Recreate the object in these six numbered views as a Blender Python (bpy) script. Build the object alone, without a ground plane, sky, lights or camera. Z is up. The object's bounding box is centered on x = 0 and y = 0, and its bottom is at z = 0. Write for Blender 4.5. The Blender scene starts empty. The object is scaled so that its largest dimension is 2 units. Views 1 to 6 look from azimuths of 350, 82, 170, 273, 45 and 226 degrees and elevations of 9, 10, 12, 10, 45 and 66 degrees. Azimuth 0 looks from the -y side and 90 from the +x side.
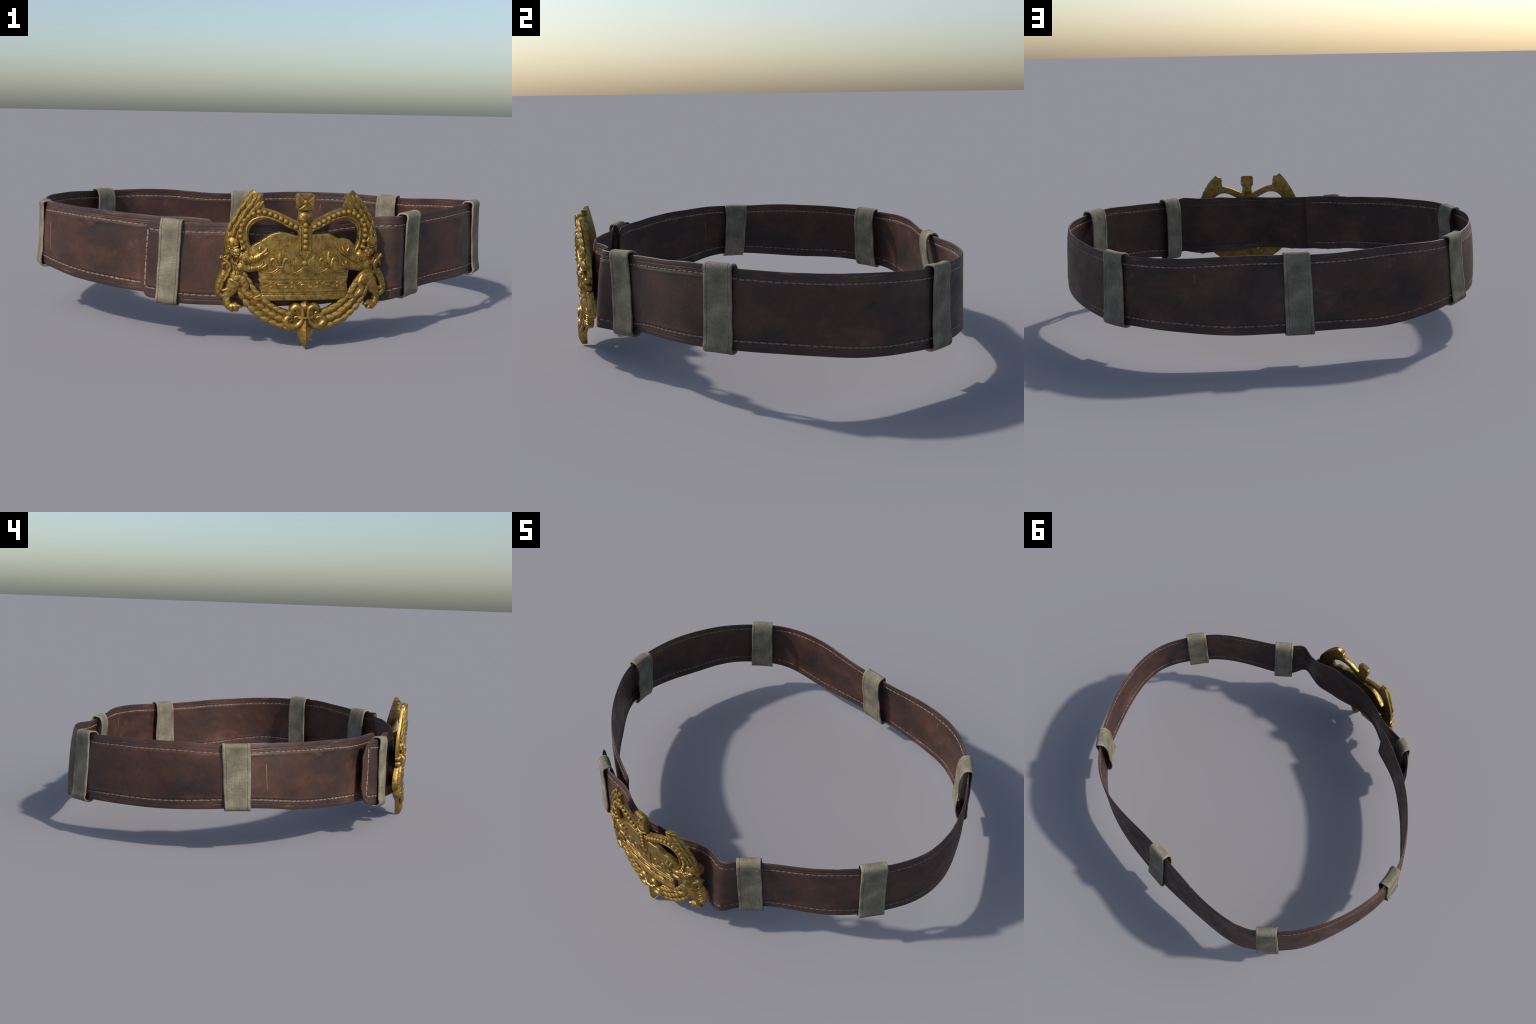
import bpy, bmesh, math, random
import numpy as np
from mathutils import Matrix, Vector, noise

random.seed(7)
SCENE = bpy.context.scene

# ------------------------------------------------------------------ helpers
def new_object(name, mesh, parent=None, materials=()):
    ob = bpy.data.objects.new(name, mesh)
    SCENE.collection.objects.link(ob)
    for m in materials:
        if m.name not in [x.name for x in mesh.materials if x]:
            mesh.materials.append(m)
    if parent is not None:
        ob.parent = parent
    return ob


def empty(name, loc=(0, 0, 0), parent=None):
    ob = bpy.data.objects.new(name, None)
    SCENE.collection.objects.link(ob)
    ob.location = loc
    if parent is not None:
        ob.parent = parent
        ob.matrix_parent_inverse = Matrix.Translation(parent.location).inverted()
    return ob


def mesh_from(name, verts, faces, smooth_angle=40):
    me = bpy.data.meshes.new(name)
    me.from_pydata([tuple(v) for v in verts], [], faces)
    me.validate()
    bm = bmesh.new()
    bm.from_mesh(me)
    bmesh.ops.recalc_face_normals(bm, faces=bm.faces)
    bm.to_mesh(me)
    bm.free()
    smooth_by_angle(me, smooth_angle)
    return me


def smooth_by_angle(me, deg):
    me.polygons.foreach_set("use_smooth", [True] * len(me.polygons))
    bm = bmesh.new()
    bm.from_mesh(me)
    lim = math.radians(deg)
    for e in bm.edges:
        if len(e.link_faces) == 2:
            e.smooth = e.calc_face_angle(0) < lim
        else:
            e.smooth = False
    bm.to_mesh(me)
    bm.free()


def catmull(points, per=8, closed=False):
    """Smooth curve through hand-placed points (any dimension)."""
    p = [np.array(q, float) for q in points]
    n = len(p)
    out = []
    segs = n if closed else n - 1
    for i in range(segs):
        if closed:
            a, b, c, d = p[i - 1], p[i], p[(i + 1) % n], p[(i + 2) % n]
        else:
            a = p[max(i - 1, 0)]; b = p[i]; c = p[i + 1]; d = p[min(i + 2, n - 1)]
        for k in range(per):
            t = k / per
            out.append(0.5 * ((2 * b) + (c - a) * t + (2 * a - 5 * b + 4 * c - d) * t * t
                              + (3 * b - a - 3 * c + d) * t ** 3))
    if not closed:
        out.append(p[-1])
    return np.array(out)


def resample(curve, count, closed=False):
    c = np.array(curve)
    if closed:
        c = np.vstack([c, c[:1]])
    s = np.concatenate([[0], np.cumsum(np.linalg.norm(np.diff(c, axis=0), axis=1))])
    q = np.linspace(0, s[-1], count + (1 if closed else 0))
    r = np.stack([np.interp(q, s, c[:, k]) for k in range(c.shape[1])], 1)
    return r[:-1] if closed else r


# ---------------------------------------------------------------- materials
class Nodes:
    def __init__(self, name):
        self.mat = bpy.data.materials.new(name)
        self.mat.use_nodes = True
        self.t = self.mat.node_tree
        self.bsdf = self.t.nodes["Principled BSDF"]
        self.coord = self.t.nodes.new("ShaderNodeTexCoord").outputs["Object"]

    def link(self, a, b):
        self.t.links.new(a, b)

    def mapping(self, scale, src=None):
        n = self.t.nodes.new("ShaderNodeMapping")
        n.inputs["Scale"].default_value = scale
        self.link(src or self.coord, n.inputs["Vector"])
        return n.outputs["Vector"]

    def noise(self, scale, detail=4, rough=0.55, src=None, distortion=0.0):
        n = self.t.nodes.new("ShaderNodeTexNoise")
        n.inputs["Scale"].default_value = scale
        n.inputs["Detail"].default_value = detail
        n.inputs["Roughness"].default_value = rough
        n.inputs["Distortion"].default_value = distortion
        self.link(src or self.coord, n.inputs["Vector"])
        return n.outputs["Fac"]

    def voronoi_edge(self, scale, src=None):
        n = self.t.nodes.new("ShaderNodeTexVoronoi")
        n.feature = 'DISTANCE_TO_EDGE'
        n.inputs["Scale"].default_value = scale
        self.link(src or self.coord, n.inputs["Vector"])
        return n.outputs["Distance"]

    def ramp(self, fac, stops):
        n = self.t.nodes.new("ShaderNodeValToRGB")
        e = n.color_ramp.elements
        while len(e) < len(stops):
            e.new(0.5)
        for el, (pos, col) in zip(e, stops):
            el.position = pos
            el.color = (*col, 1) if len(col) == 3 else col
        self.link(fac, n.inputs["Fac"])
        return n.outputs["Color"]

    def mix(self, fac, a, b, mode='MIX'):
        n = self.t.nodes.new("ShaderNodeMix")
        n.data_type = 'RGBA'
        n.blend_type = mode
        for sock, val in ((n.inputs[0], fac), (n.inputs[6], a), (n.inputs[7], b)):
            if isinstance(val, (int, float)):
                sock.default_value = val
            elif isinstance(val, tuple):
                sock.default_value = (*val, 1)
            else:
                self.link(val, sock)
        return n.outputs[2]

    def math(self, op, a, b=0.0, c=None):
        n = self.t.nodes.new("ShaderNodeMath")
        n.operation = op
        for sock, val in zip(n.inputs, (a, b, c)):
            if val is None:
                continue
            if isinstance(val, (int, float)):
                sock.default_value = val
            else:
                self.link(val, sock)
        return n.outputs[0]

    def bump(self, height, strength, dist, prev=None):
        n = self.t.nodes.new("ShaderNodeBump")
        n.inputs["Strength"].default_value = strength
        n.inputs["Distance"].default_value = dist
        self.link(height, n.inputs["Height"])
        if prev is not None:
            self.link(prev, n.inputs["Normal"])
        return n.outputs["Normal"]

    def finish(self, color=None, rough=None, normal=None, **consts):
        for name, val in (("Base Color", color), ("Roughness", rough), ("Normal", normal)):
            if val is None:
                continue
            if isinstance(val, (int, float)):
                self.bsdf.inputs[name].default_value = val
            elif isinstance(val, tuple):
                self.bsdf.inputs[name].default_value = (*val, 1)
            else:
                self.link(val, self.bsdf.inputs[name])
        for k, v in consts.items():
            self.bsdf.inputs[k].default_value = v
        return self.mat


def leather_material(name, border):
    n = Nodes(name)
    big = n.noise(3.8, 4, 0.5, distortion=0.2, src=n.mapping((1, 1, 1.5)))
    col = n.ramp(big, [(0.28, (0.019, 0.014, 0.013)), (0.43, (0.040, 0.020, 0.015)),
                       (0.57, (0.067, 0.030, 0.020)), (0.74, (0.128, 0.064, 0.043))])
    tint = n.noise(9.0, 4, 0.6, src=n.mapping((1, 1, 1.6)))
    col = n.mix(n.ramp(tint, [(0.50, (0, 0, 0)), (0.70, (0.6, 0.6, 0.6))]), col, (0.084, 0.036, 0.020))
    # dusty grey-violet bloom in patches
    bloom = n.noise(6.0, 4, 0.6, src=n.mapping((1.0, 1.0, 2.2)))
    col = n.mix(n.ramp(bloom, [(0.55, (0, 0, 0)), (0.75, (0.45, 0.45, 0.45))]), col, (0.030, 0.024, 0.027))
    scuff = n.noise(5.3, 6, 0.7, src=n.mapping((1.3, 1.3, 2.0)), distortion=0.3)
    col = n.mix(n.ramp(scuff, [(0.60, (0, 0, 0)), (0.76, (0.5, 0.5, 0.5))]), col, (0.165, 0.086, 0.060))
    fine = n.noise(60, 3, 0.6)
    col = n.mix(0.35, col, n.ramp(fine, [(0.3, (0.55, 0.55, 0.55)), (0.7, (1.25, 1.2, 1.2))]), 'MULTIPLY')
    if border:
        col = n.mix(0.40, col, (0.046, 0.028, 0.025))
        streak = n.noise(1.0, 5, 0.7, src=n.mapping((9, 9, 150)), distortion=0.6)
        patch = n.noise(4.5, 3, 0.5)
        m = n.math('MULTIPLY', n.ramp(streak, [(0.56, (0, 0, 0)), (0.66, (1, 1, 1))]),
                   n.ramp(patch, [(0.42, (0.08, 0.08, 0.08)), (0.62, (0.9, 0.9, 0.9))]))
        col = n.mix(m, col, (0.26, 0.140, 0.098))
    wr = n.voronoi_edge(38, src=n.mapping((1, 1, 0.55)))
    wr = n.ramp(wr, [(0.0, (0, 0, 0)), (0.10, (1, 1, 1))])
    nb = n.bump(wr, 0.16, 0.0012)
    nb = n.bump(n.noise(170, 4, 0.6), 0.30, 0.0012, nb)
    rough = n.ramp(n.noise(14, 3), [(0.3, (0.42, 0.42, 0.42)), (0.7, (0.62, 0.62, 0.62))])
    return n.finish(col, rough, nb, **{"Specular IOR Level": 0.36})


def fabric_material():
    n = Nodes("canvas_webbing")
    sep = n.t.nodes.new("ShaderNodeSeparateXYZ")
    wob = n.t.nodes.new("ShaderNodeVectorMath"); wob.operation = 'MULTIPLY_ADD'
    nz = n.t.nodes.new("ShaderNodeTexNoise"); nz.inputs["Scale"].default_value = 22
    n.link(n.coord, nz.inputs["Vector"])
    n.link(nz.outputs["Color"], wob.inputs[0])
    wob.inputs[1].default_value = (0.006, 0.006, 0.006)
    n.link(n.coord, wob.inputs[2])
    n.link(wob.outputs[0], sep.inputs[0])
    x, z = sep.outputs[0], sep.outputs[2]
    wx = n.math('SINE', n.math('MULTIPLY', x, 2 * math.pi / 0.0066))
    wz = n.math('SINE', n.math('MULTIPLY', z, 2 * math.pi / 0.0061))
    weave = n.math('MAXIMUM', wx, wz)
    weave = n.math('MULTIPLY_ADD', weave, 0.5, 0.5)
    inner = n.math('LESS_THAN', n.math('ABSOLUTE', x), 0.040)
    patch = n.ramp(n.noise(11, 3), [(0.36, (0.25, 0.25, 0.25)), (0.56, (1, 1, 1))])
    mask = n.math('MULTIPLY', inner, patch)
    base = n.ramp(n.noise(13, 5, 0.62), [(0.28, (0.112, 0.099, 0.070)), (0.50, (0.198, 0.174, 0.124)),
                                         (0.74, (0.345, 0.306, 0.222))])
    fine = n.ramp(n.noise(190, 3, 0.6), [(0.3, (0.72, 0.72, 0.72)), (0.7, (1.2, 1.2, 1.2))])
    base = n.mix(0.6, base, fine, 'MULTIPLY')
    dark = n.mix(1.0, base, (0.72, 0.72, 0.70), 'MULTIPLY')
    f = n.math('MULTIPLY', mask, n.math('SUBTRACT', 1.0, weave))
    col = n.mix(f, base, dark)
    nb = n.bump(n.math('MULTIPLY', weave, mask), 0.55, 0.0014)
    nb = n.bump(n.noise(120, 4, 0.65), 0.35, 0.0015, nb)
    return n.finish(col, 0.88, nb, **{"Specular IOR Level": 0.25})


def brass_material(name, bright):
    n = Nodes(name)
    k = bright
    col = n.ramp(n.noise(38, 5, 0.65), [(0.30, (0.155 * k, 0.094 * k, 0.021 * k)),
                                        (0.50, (0.32 * k, 0.205 * k, 0.052 * k)),
                                        (0.72, (0.47 * k, 0.315 * k, 0.092 * k))])
    green = n.ramp(n.noise(24, 4, 0.6), [(0.55, (0, 0, 0)), (0.75, (0.5, 0.5, 0.5))])
    speck = n.ramp(n.noise(130, 4, 0.7), [(0.34, (0.45, 0.42, 0.36)), (0.52, (1, 1, 1)), (0.68, (1.18, 1.16, 1.1))])
    col = n.mix(0.75, col, speck, 'MULTIPLY')
    col = n.mix(green, col, (0.17 * k, 0.125 * k, 0.040 * k))
    rough = n.ramp(n.noise(55, 4, 0.6), [(0.3, (0.30, 0.30, 0.30)), (0.7, (0.50, 0.50, 0.50))])
    nb = n.bump(n.noise(130, 4, 0.7), 0.38, 0.0026)
    nb = n.bump(n.noise(60, 4, 0.65, distortion=1.0), 0.25, 0.003, nb)
    return n.finish(col, rough, nb, **{"Metallic": 0.82, "Specular IOR Level": 0.5})


def thread_material():
    n = Nodes("linen_thread")
    col = n.ramp(n.noise(26, 4, 0.6), [(0.30, (0.10, 0.072, 0.058)), (0.50, (0.225, 0.158, 0.117)),
                                       (0.74, (0.40, 0.290, 0.208))])
    nb = n.bump(n.noise(300, 2), 0.3, 0.0008)
    return n.finish(col, 0.8, nb, **{"Specular IOR Level": 0.25})


LEATHER = leather_material("worn_brown_leather", False)
BORDER = leather_material("scuffed_leather_border", True)
CANVAS = fabric_material()
BRASS = brass_material("aged_brass", 1.0)
BRASS_LIGHT = brass_material("polished_brass", 1.12)
THREAD = thread_material()
SCRATCH = Nodes("bare_leather_scratch").finish((0.20, 0.108, 0.078), 0.7)

# ------------------------------------------------------------- the belt spine
# stations along the strap, from its free outer tip round the waist to the inner end:
# bearing in degrees, top edge (mm), bottom edge (mm)
STATIONS = [
    (-46, (-568, -579, 463), (-580, -577, 168)),
    (-38, (-486, -652, 458), (-510, -654, 163)),
    (-30, (-390, -677, 457), (-402, -689, 150)),
    (-22, (-275, -685, 456), (-281, -710, 148)),
    (-15, (-192, -715, 455), (-198, -749, 149)),
    (-8, (-102, -739, 454), (-101, -768, 152)),
    (0, (-4, -741, 462), (4, -757, 152)),
    (8, (96, -729, 463), (107, -731, 151)),
    (14, (170, -714, 472), (182, -717, 155)),
    (19, (243, -684, 473), (255, -707, 153)),
    (24, (319, -679, 476), (336, -721, 156)),
    (29, (382, -691, 480), (394, -717, 167)),
    (34, (425, -655, 478), (426, -656, 161)),
    (40, (491, -594, 477), (498, -579, 169)),
    (47, (561, -542, 481), (573, -529, 180)),
    (56, (678, -462, 487), (692, -458, 187)),
    (66, (798, -358, 494), (809, -364, 191)),
    (76, (901, -221, 486), (912, -233, 194)),
    (86, (970, -57, 479), (984, -79, 195)),
    (96, (971, 114, 467), (988, 90, 177)),
    (106, (923, 280, 455), (938, 257, 153)),
    (116, (850, 426, 443), (863, 417, 141)),
    (126, (764, 548, 438), (776, 550, 137)),
    (136, (639, 668, 441), (640, 668, 133)),
    (147, (486, 741, 443), (496, 749, 129)),
    (158, (308, 758, 446), (317, 793, 116)),
    (170, (135, 752, 443), (141, 809, 115)),
    (182, (-28, 757, 438), (-27, 815, 117)),
    (194, (-192, 764, 441), (-201, 806, 115)),
    (206, (-366, 767, 456), (-398, 788, 118)),
    (217, (-555, 736, 460), (-590, 754, 151)),
    (228, (-700, 653, 460), (-732, 660, 173)),
    (239, (-828, 504, 469), (-856, 511, 186)),
    (250, (-913, 335, 474), (-925, 331, 188)),
    (260, (-953, 177, 477), (-966, 169, 197)),
    (270, (-961, 2, 474), (-977, -6, 211)),
    (280, (-914, -159, 480), (-934, -159, 209)),
    (290, (-816, -306, 479), (-827, -296, 188)),
    (300, (-711, -417, 476), (-719, -408, 179)),
    (310, (-595, -507, 470), (-606, -504, 172)),
    (318, (-501, -560, 467), (-514, -567, 167)),
    (326, (-405, -605, 468), (-417, -612, 159)),
    (334, (-308, -643, 463), (-318, -645, 165)),
]
KN = np.array([s[0] for s in STATIONS], float)
TOP = np.array([s[1] for s in STATIONS], float) / 1000
BOT = np.array([s[2] for s in STATIONS], float) / 1000


def spline_matrix(t):
    """Natural cubic spline weights of the stations at bearings t."""
    K = len(KN); h = np.diff(KN)
    A = np.zeros((K, K)); R = np.zeros((K, K)); A[0, 0] = A[-1, -1] = 1
    for i in range(1, K - 1):
        A[i, i - 1], A[i, i], A[i, i + 1] = h[i - 1], 2 * (h[i - 1] + h[i]), h[i]
        R[i, i - 1], R[i, i], R[i, i + 1] = 6 / h[i - 1], -6 / h[i - 1] - 6 / h[i], 6 / h[i]
    M = np.linalg.solve(A, R)
    t = np.atleast_1d(t)
    i = np.clip(np.searchsorted(KN, t) - 1, 0, K - 2); hh = h[i]
    a = (KN[i + 1] - t) / hh; b = 1 - a
    W = np.zeros((len(t), K)); r = np.arange(len(t))
    W[r, i] += a; W[r, i + 1] += b
    W += ((a ** 3 - a) * hh ** 2 / 6)[:, None] * M[i] + ((b ** 3 - b) * hh ** 2 / 6)[:, None] * M[i + 1]
    return W


T0, T1 = KN[0], KN[-1]
DT = np.linspace(T0, T1, 3000)
WM = spline_matrix(DT)
DTOP, DBOT = WM @ TOP, WM @ BOT
DMID = (DTOP + DBOT) / 2
ARC = np.concatenate([[0], np.cumsum(np.linalg.norm(np.diff(DMID, axis=0), axis=1))])
LENGTH = ARC[-1]
TAN = np.gradient(DMID, axis=0)
TAN /= np.linalg.norm(TAN, axis=1)[:, None]
UPV = DTOP - DBOT
WID = np.linalg.norm(UPV, axis=1)
UPN = UPV / WID[:, None]
NOR = np.cross(TAN, UPN)
NOR /= np.linalg.norm(NOR, axis=1)[:, None]


def at(arr, s):
    if arr.ndim == 1:
        return np.interp(s, ARC, arr)
    return np.stack([np.interp(s, ARC, arr[:, k]) for k in range(3)], -1)


def s_of(bearing):
    return float(np.interp(bearing, DT, ARC))


def half_height(s):
    """Strap half height; the outer tip is rounded to a D, the inner end has round corners."""
    h = at(WID, s) / 2
    d, R = s, 0.052
    if d < R:
        h = h * (1 - 0.55 * (1 - d / R) ** 2.6) 
    d, R = LENGTH - s, 0.022
    if d < R:
        h = h - R + math.sqrt(max(R * R - (R - d) ** 2, 0))
    return h


def wobble(s, f, seed):
    return noise.noise(Vector((s * f, seed * 7.3, 0.5)))


HALF_T = 0.0031
STITCH_E = 0.0365


BELLY = [(-46, 4), (-30, 6), (-18, 8), (0, 11), (22, 9), (60, 6), (110, 6), (138, 1), (152, -3), (170, 2), (195, 7), (215, 9), (243, 12), (262, 9), (300, 9), (320, 8), (334, 6)]


def belly(s, z, hh):
    """How far the leather bows outward between its edges (metres)."""
    b = np.interp(np.interp(s, ARC, DT), [q[0] for q in BELLY], [q[1] for q in BELLY]) / 1000
    v = min(1.0, abs(z) / hh)
    return b * (1 - (0.95 if z > 0 else 0.75) * v ** 3.2)


def border_distance(e, s):
    """Distance to the nearest rim, the two ends included."""
    a, b = s + 0.004, LENGTH - s + 0.002
    k = 0.006
    m = min(e, a, b)
    return m - k * math.log(sum(math.exp(-(q - m) / k) for q in (e, a, b)))if min(a, b) < .08 and e > .03 else m


def relief(e, s, side):
    """Tooling of the leather: bead round the edge, two creases, stitch channel, soft belly."""
    k1 = 0.0195 + 0.0022 * wobble(s, 5, side + 1)
    k2 = 0.0275 + 0.0015 * wobble(s, 7, side + 3)
    r = -0.0013 * math.exp(-((e - k1) / 0.0020) ** 2)
    r += -0.0011 * math.exp(-((e - k2) / 0.0016) ** 2)
    r += -0.0014 * math.exp(-((e - STITCH_E) / 0.0046) ** 4)
    r += 0.0010 * math.exp(-((e - 0.0475) / 0.0040) ** 2)
    r += 0.0006 * (1 - math.exp(-max(e - 0.048, 0) / 0.03))
    return r


def strap_point(s, z, off):
    """z from -half to +half along the height, off along the outward normal."""
    return at(DMID, s) + at(UPN, s) * z + at(NOR, s) * (off + belly(s, z, half_height(s)))


def build_strap(parent):
    cols = int(LENGTH / 0.0075)
    extra = list(np.arange(0, 0.062, 0.0021)) + list(LENGTH - np.arange(0, 0.05, 0.0025))
    S = np.array(sorted(set(list(np.linspace(0, LENGTH, cols)) + extra)))
    edge = [0.0, 0.0004, 0.0015, 0.0032, 0.0055, 0.009, 0.013] + list(np.arange(0.0155, 0.0535, 0.0019))
    ne = len(edge)
    midn = 9
    verts, faces, border = [], [], []
    ring_e = []
    for ci, s in enumerate(S):
        hh = half_height(s)
        wave = 0.0012 * wobble(s, 9, 11) + 0.0022 * wobble(s, 2.5, 12)
        wave2 = 0.0012 * wobble(s, 9, 21) + 0.0022 * wobble(s, 2.5, 22)
        span = hh - edge[-1]
        span = max(span, 0.004)
        sc = (hh - span) / edge[-1]
        es = [e * sc for e in edge] + [edge[-1] * sc + span * (k + 1) / (midn + 1) * 1.0 for k in range(midn)]
        zs = [-hh + e for e in es]
        zs = zs + [0.0] + [-z for z in reversed(zs)]
        ee = es + [hh] + list(reversed(es))
        rim = []
        for side in (0, 1):
            order = range(len(zs)) if side == 0 else range(len(zs) - 2, 0, -1)
            for k in order:
                e = ee[k]
                e = border_distance(e, s) if (s < .07 or s > LENGTH - .05) else e
                e = max(e, 0.0)
                q = max(0.0, 1 - e / 0.0040)
                th = HALF_T * math.sqrt(max(1 - q * q, 0)) if q > 0 else HALF_T
                th += relief(e, s, side) * min(1, e / 0.01)
                th = max(th, 0.0)
                z = zs[k] + (wave if zs[k] < 0 else wave2) * math.exp(-e / 0.02)
                n = 0.0010 * noise.noise(Vector((s * 11, z * 16, 3.1)))
                rim.append(strap_point(s, z, (th if side == 0 else -th) + n * min(1, e / .02)))
        if ci == 0:
            L = len(rim); nz = len(zs)
            ring_e = [ee[k] for k in range(nz)] + [ee[k] for k in range(nz - 2, 0, -1)]
        verts += rim
    C = len(S)
    for c in range(C - 1):
        for k in range(L):
            a, b = c * L + k, c * L + (k + 1) % L
            faces.append((a, b, b + L, a + L))
            border.append(1 if min(ring_e[k], ring_e[(k + 1) % L]) < 0.0315 else 0)
    for base in (0, (C - 1) * L):
        for k in range(nz - 1):
            a, b = base + k, base + k + 1
            c2 = base + ((L - k) % L)
            d2 = base + ((L - k - 1) % L)
            f = [a, b]
            for q in (d2, c2):
                if q not in f:
                    f.append(q)
            if len(f) >= 3:
                faces.append(tuple(f)); border.append(1)
    me = bpy.data.meshes.new("strap")
    me.from_pydata([tuple(v) for v in verts], [], faces)
    me.materials.append(LEATHER); me.materials.append(BORDER)
    me.polygons.foreach_set("material_index", border)
    bm = bmesh.new(); bm.from_mesh(me)
    bmesh.ops.recalc_face_normals(bm, faces=bm.faces)
    bm.to_mesh(me); bm.free()
    smooth_by_angle(me, 60)
    ob = new_object("leather_strap", me, parent)
    return ob


# ------------------------------------------------------------------ stitching
def stitch_mesh():
    """One thread stitch, 20 mm long, pillow shaped, lying along x, proud along y."""
    verts, faces = [], []
    nx, na = 9, 10
    for i in range(nx):
        u = -1 + 2 * i / (nx - 1)
        w = (1 - abs(u) ** 8 * 0.6)
        for j in range(na):
            a = 2 * math.pi * j / na
            verts.append((u * 0.0112, math.sin(a) * 0.0016 * w - 0.0005 * u * u, math.cos(a) * 0.0030 * w))
    for i in range(nx - 1):
        for j in range(na):
            a, b = i * na + j, i * na + (j + 1) % na
            faces.append((a, b, b + na, a + na))
    faces.append(tuple(range(na)))
    faces.append(tuple(range((nx - 1) * na, nx * na)))
    me = mesh_from("stitch", verts, faces, 50)
    me.materials.append(THREAD)
    return me


def build_stitches(parent):
    me = stitch_mesh()
    spots = []
    pitch = 0.0253
    for side in (1, -1):
        for row in (1, -1):
            s = 0.050 if side > 0 else 0.03
            while s < LENGTH - 0.03:
                # inside, behind the buckle, the thread has sunk out of sight
                if side > 0 or not (0.22 < s < 1.02):
                    spots.append((s, row, side, 0))
                s += pitch * random.uniform(0.93, 1.07)
    # the row that closes the rounded tip
    for k in range(9):
        spots.append((0.0325, (k - 4) / 4 * 0.098, 1, 1))
    named = []
    rest_v, rest_f = [], []
    base_v = [v.co.copy() for v in me.vertices]
    base_f = [tuple(p.vertices) for p in me.polygons]
    for s, row, side, vert in spots:
        tan = Vector(at(TAN, s)); up = Vector(at(UPN, s)); nor = Vector(at(NOR, s)) * side
        if vert:
            z = row
            tan, up = up, -tan
        else:
            z = row * (half_height(s) - STITCH_E * min(1, 1)) + random.uniform(-.0006, .0006)
        bd = half_height(s) - abs(z)
        bd = border_distance(bd, s) if s < .07 or s > LENGTH - .05 else bd
        p = Vector(strap_point(s, z, side * (HALF_T + relief(max(bd, .0), s, 0 if side > 0 else 1) + 0.0004)))
        m = Matrix((tan, nor, up)).transposed().to_4x4()
        m = Matrix.Translation(p) @ m @ Matrix.Rotation(random.uniform(-.06, .06), 4, 'Y')
        m = m @ Matrix.Diagonal((random.uniform(.92, 1.08), 1, random.uniform(.88, 1.1), 1))
        bearing = float(np.interp(s, ARC, DT))
        front = bearing < 112 or bearing > 226
        if side > 0 and front and len(named) < 300:
            ob = new_object("stitch", me, parent)
            ob.matrix_basis = m
            named.append(ob)
        else:
            o = len(rest_v)
            rest_v += [m @ v for v in base_v]
            rest_f += [tuple(i + o for i in f) for f in base_f]
    rm = mesh_from("stitching", rest_v, rest_f, 50)
    ob = new_object("stitching", rm, parent, [THREAD])
    ob["kind"] = "stuff"


def build_scratches(parent):
    """Bare scores in the leather: bearing, lower and upper height share, face, width."""
    for bearing, lo, hi, side, wd, lean in ((280.3, 0.26, 0.70, 1, 0.0042, 0.010), (283.0, 0.30, 0.72, -1, 0.003, 0.004),
                                            (150.0, 0.66, 0.80, 1, 0.004, 0.0), (150.0, 0.68, 0.80, -1, 0.005, 0.003),
                                            (-20.0, 0.18, 0.30, -1, 0.005, 0.01)):
        s0 = s_of(bearing); W = 2 * half_height(s0)
        verts, faces = [], []
        n = 14
        for i in range(n):
            u = i / (n - 1)
            z = (lo + (hi - lo) * u - 0.5) * W
            w = 1.4 * wd * (0.35 + 0.65 * u) * (1 + 0.4 * noise.noise(Vector((u * 9, bearing, 0)))) * min(1, 6 * (1 - u) + .3, 6 * u + .3)
            c = s0 + lean * (0.5 - u) + 0.0015 * noise.noise(Vector((u * 4, bearing, 2)))
            for q, off in ((-1, -.001), (-.5, .0007), (.5, .0007), (1, -.001)):
                th = HALF_T + relief(0.09, s0, 0) + off * .6
                nn = 0.0010 * noise.noise(Vector(((c + q * w) * 11, z * 16, 3.1)))
                verts.append(strap_point(c + q * w / 2, z, side * th + nn))
        for i in range(n - 1):
            for k in range(3):
                a = i * 4 + k
                faces.append((a, a + 1, a + 5, a + 4))
        new_object("scratch", mesh_from("scratch", verts, faces, 60), parent, [SCRATCH])


# ----------------------------------------------------------------- belt loops
# bearings of the two sides at the top and at the bottom of each canvas loop
LOOPS = [(-39.4, -32.8, -38.9, -32.4), (35.0, 41.7, 34.2, 41.0), (69.3, 75.9, 69.6, 76.4),
         (122.9, 129.6, 122.4, 130.2), (175.0, 183.2, 175.0, 183.9), (225.6, 232.2, 224.4, 231.8),
         (269.0, 276.1, 269.7, 276.3)]


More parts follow.
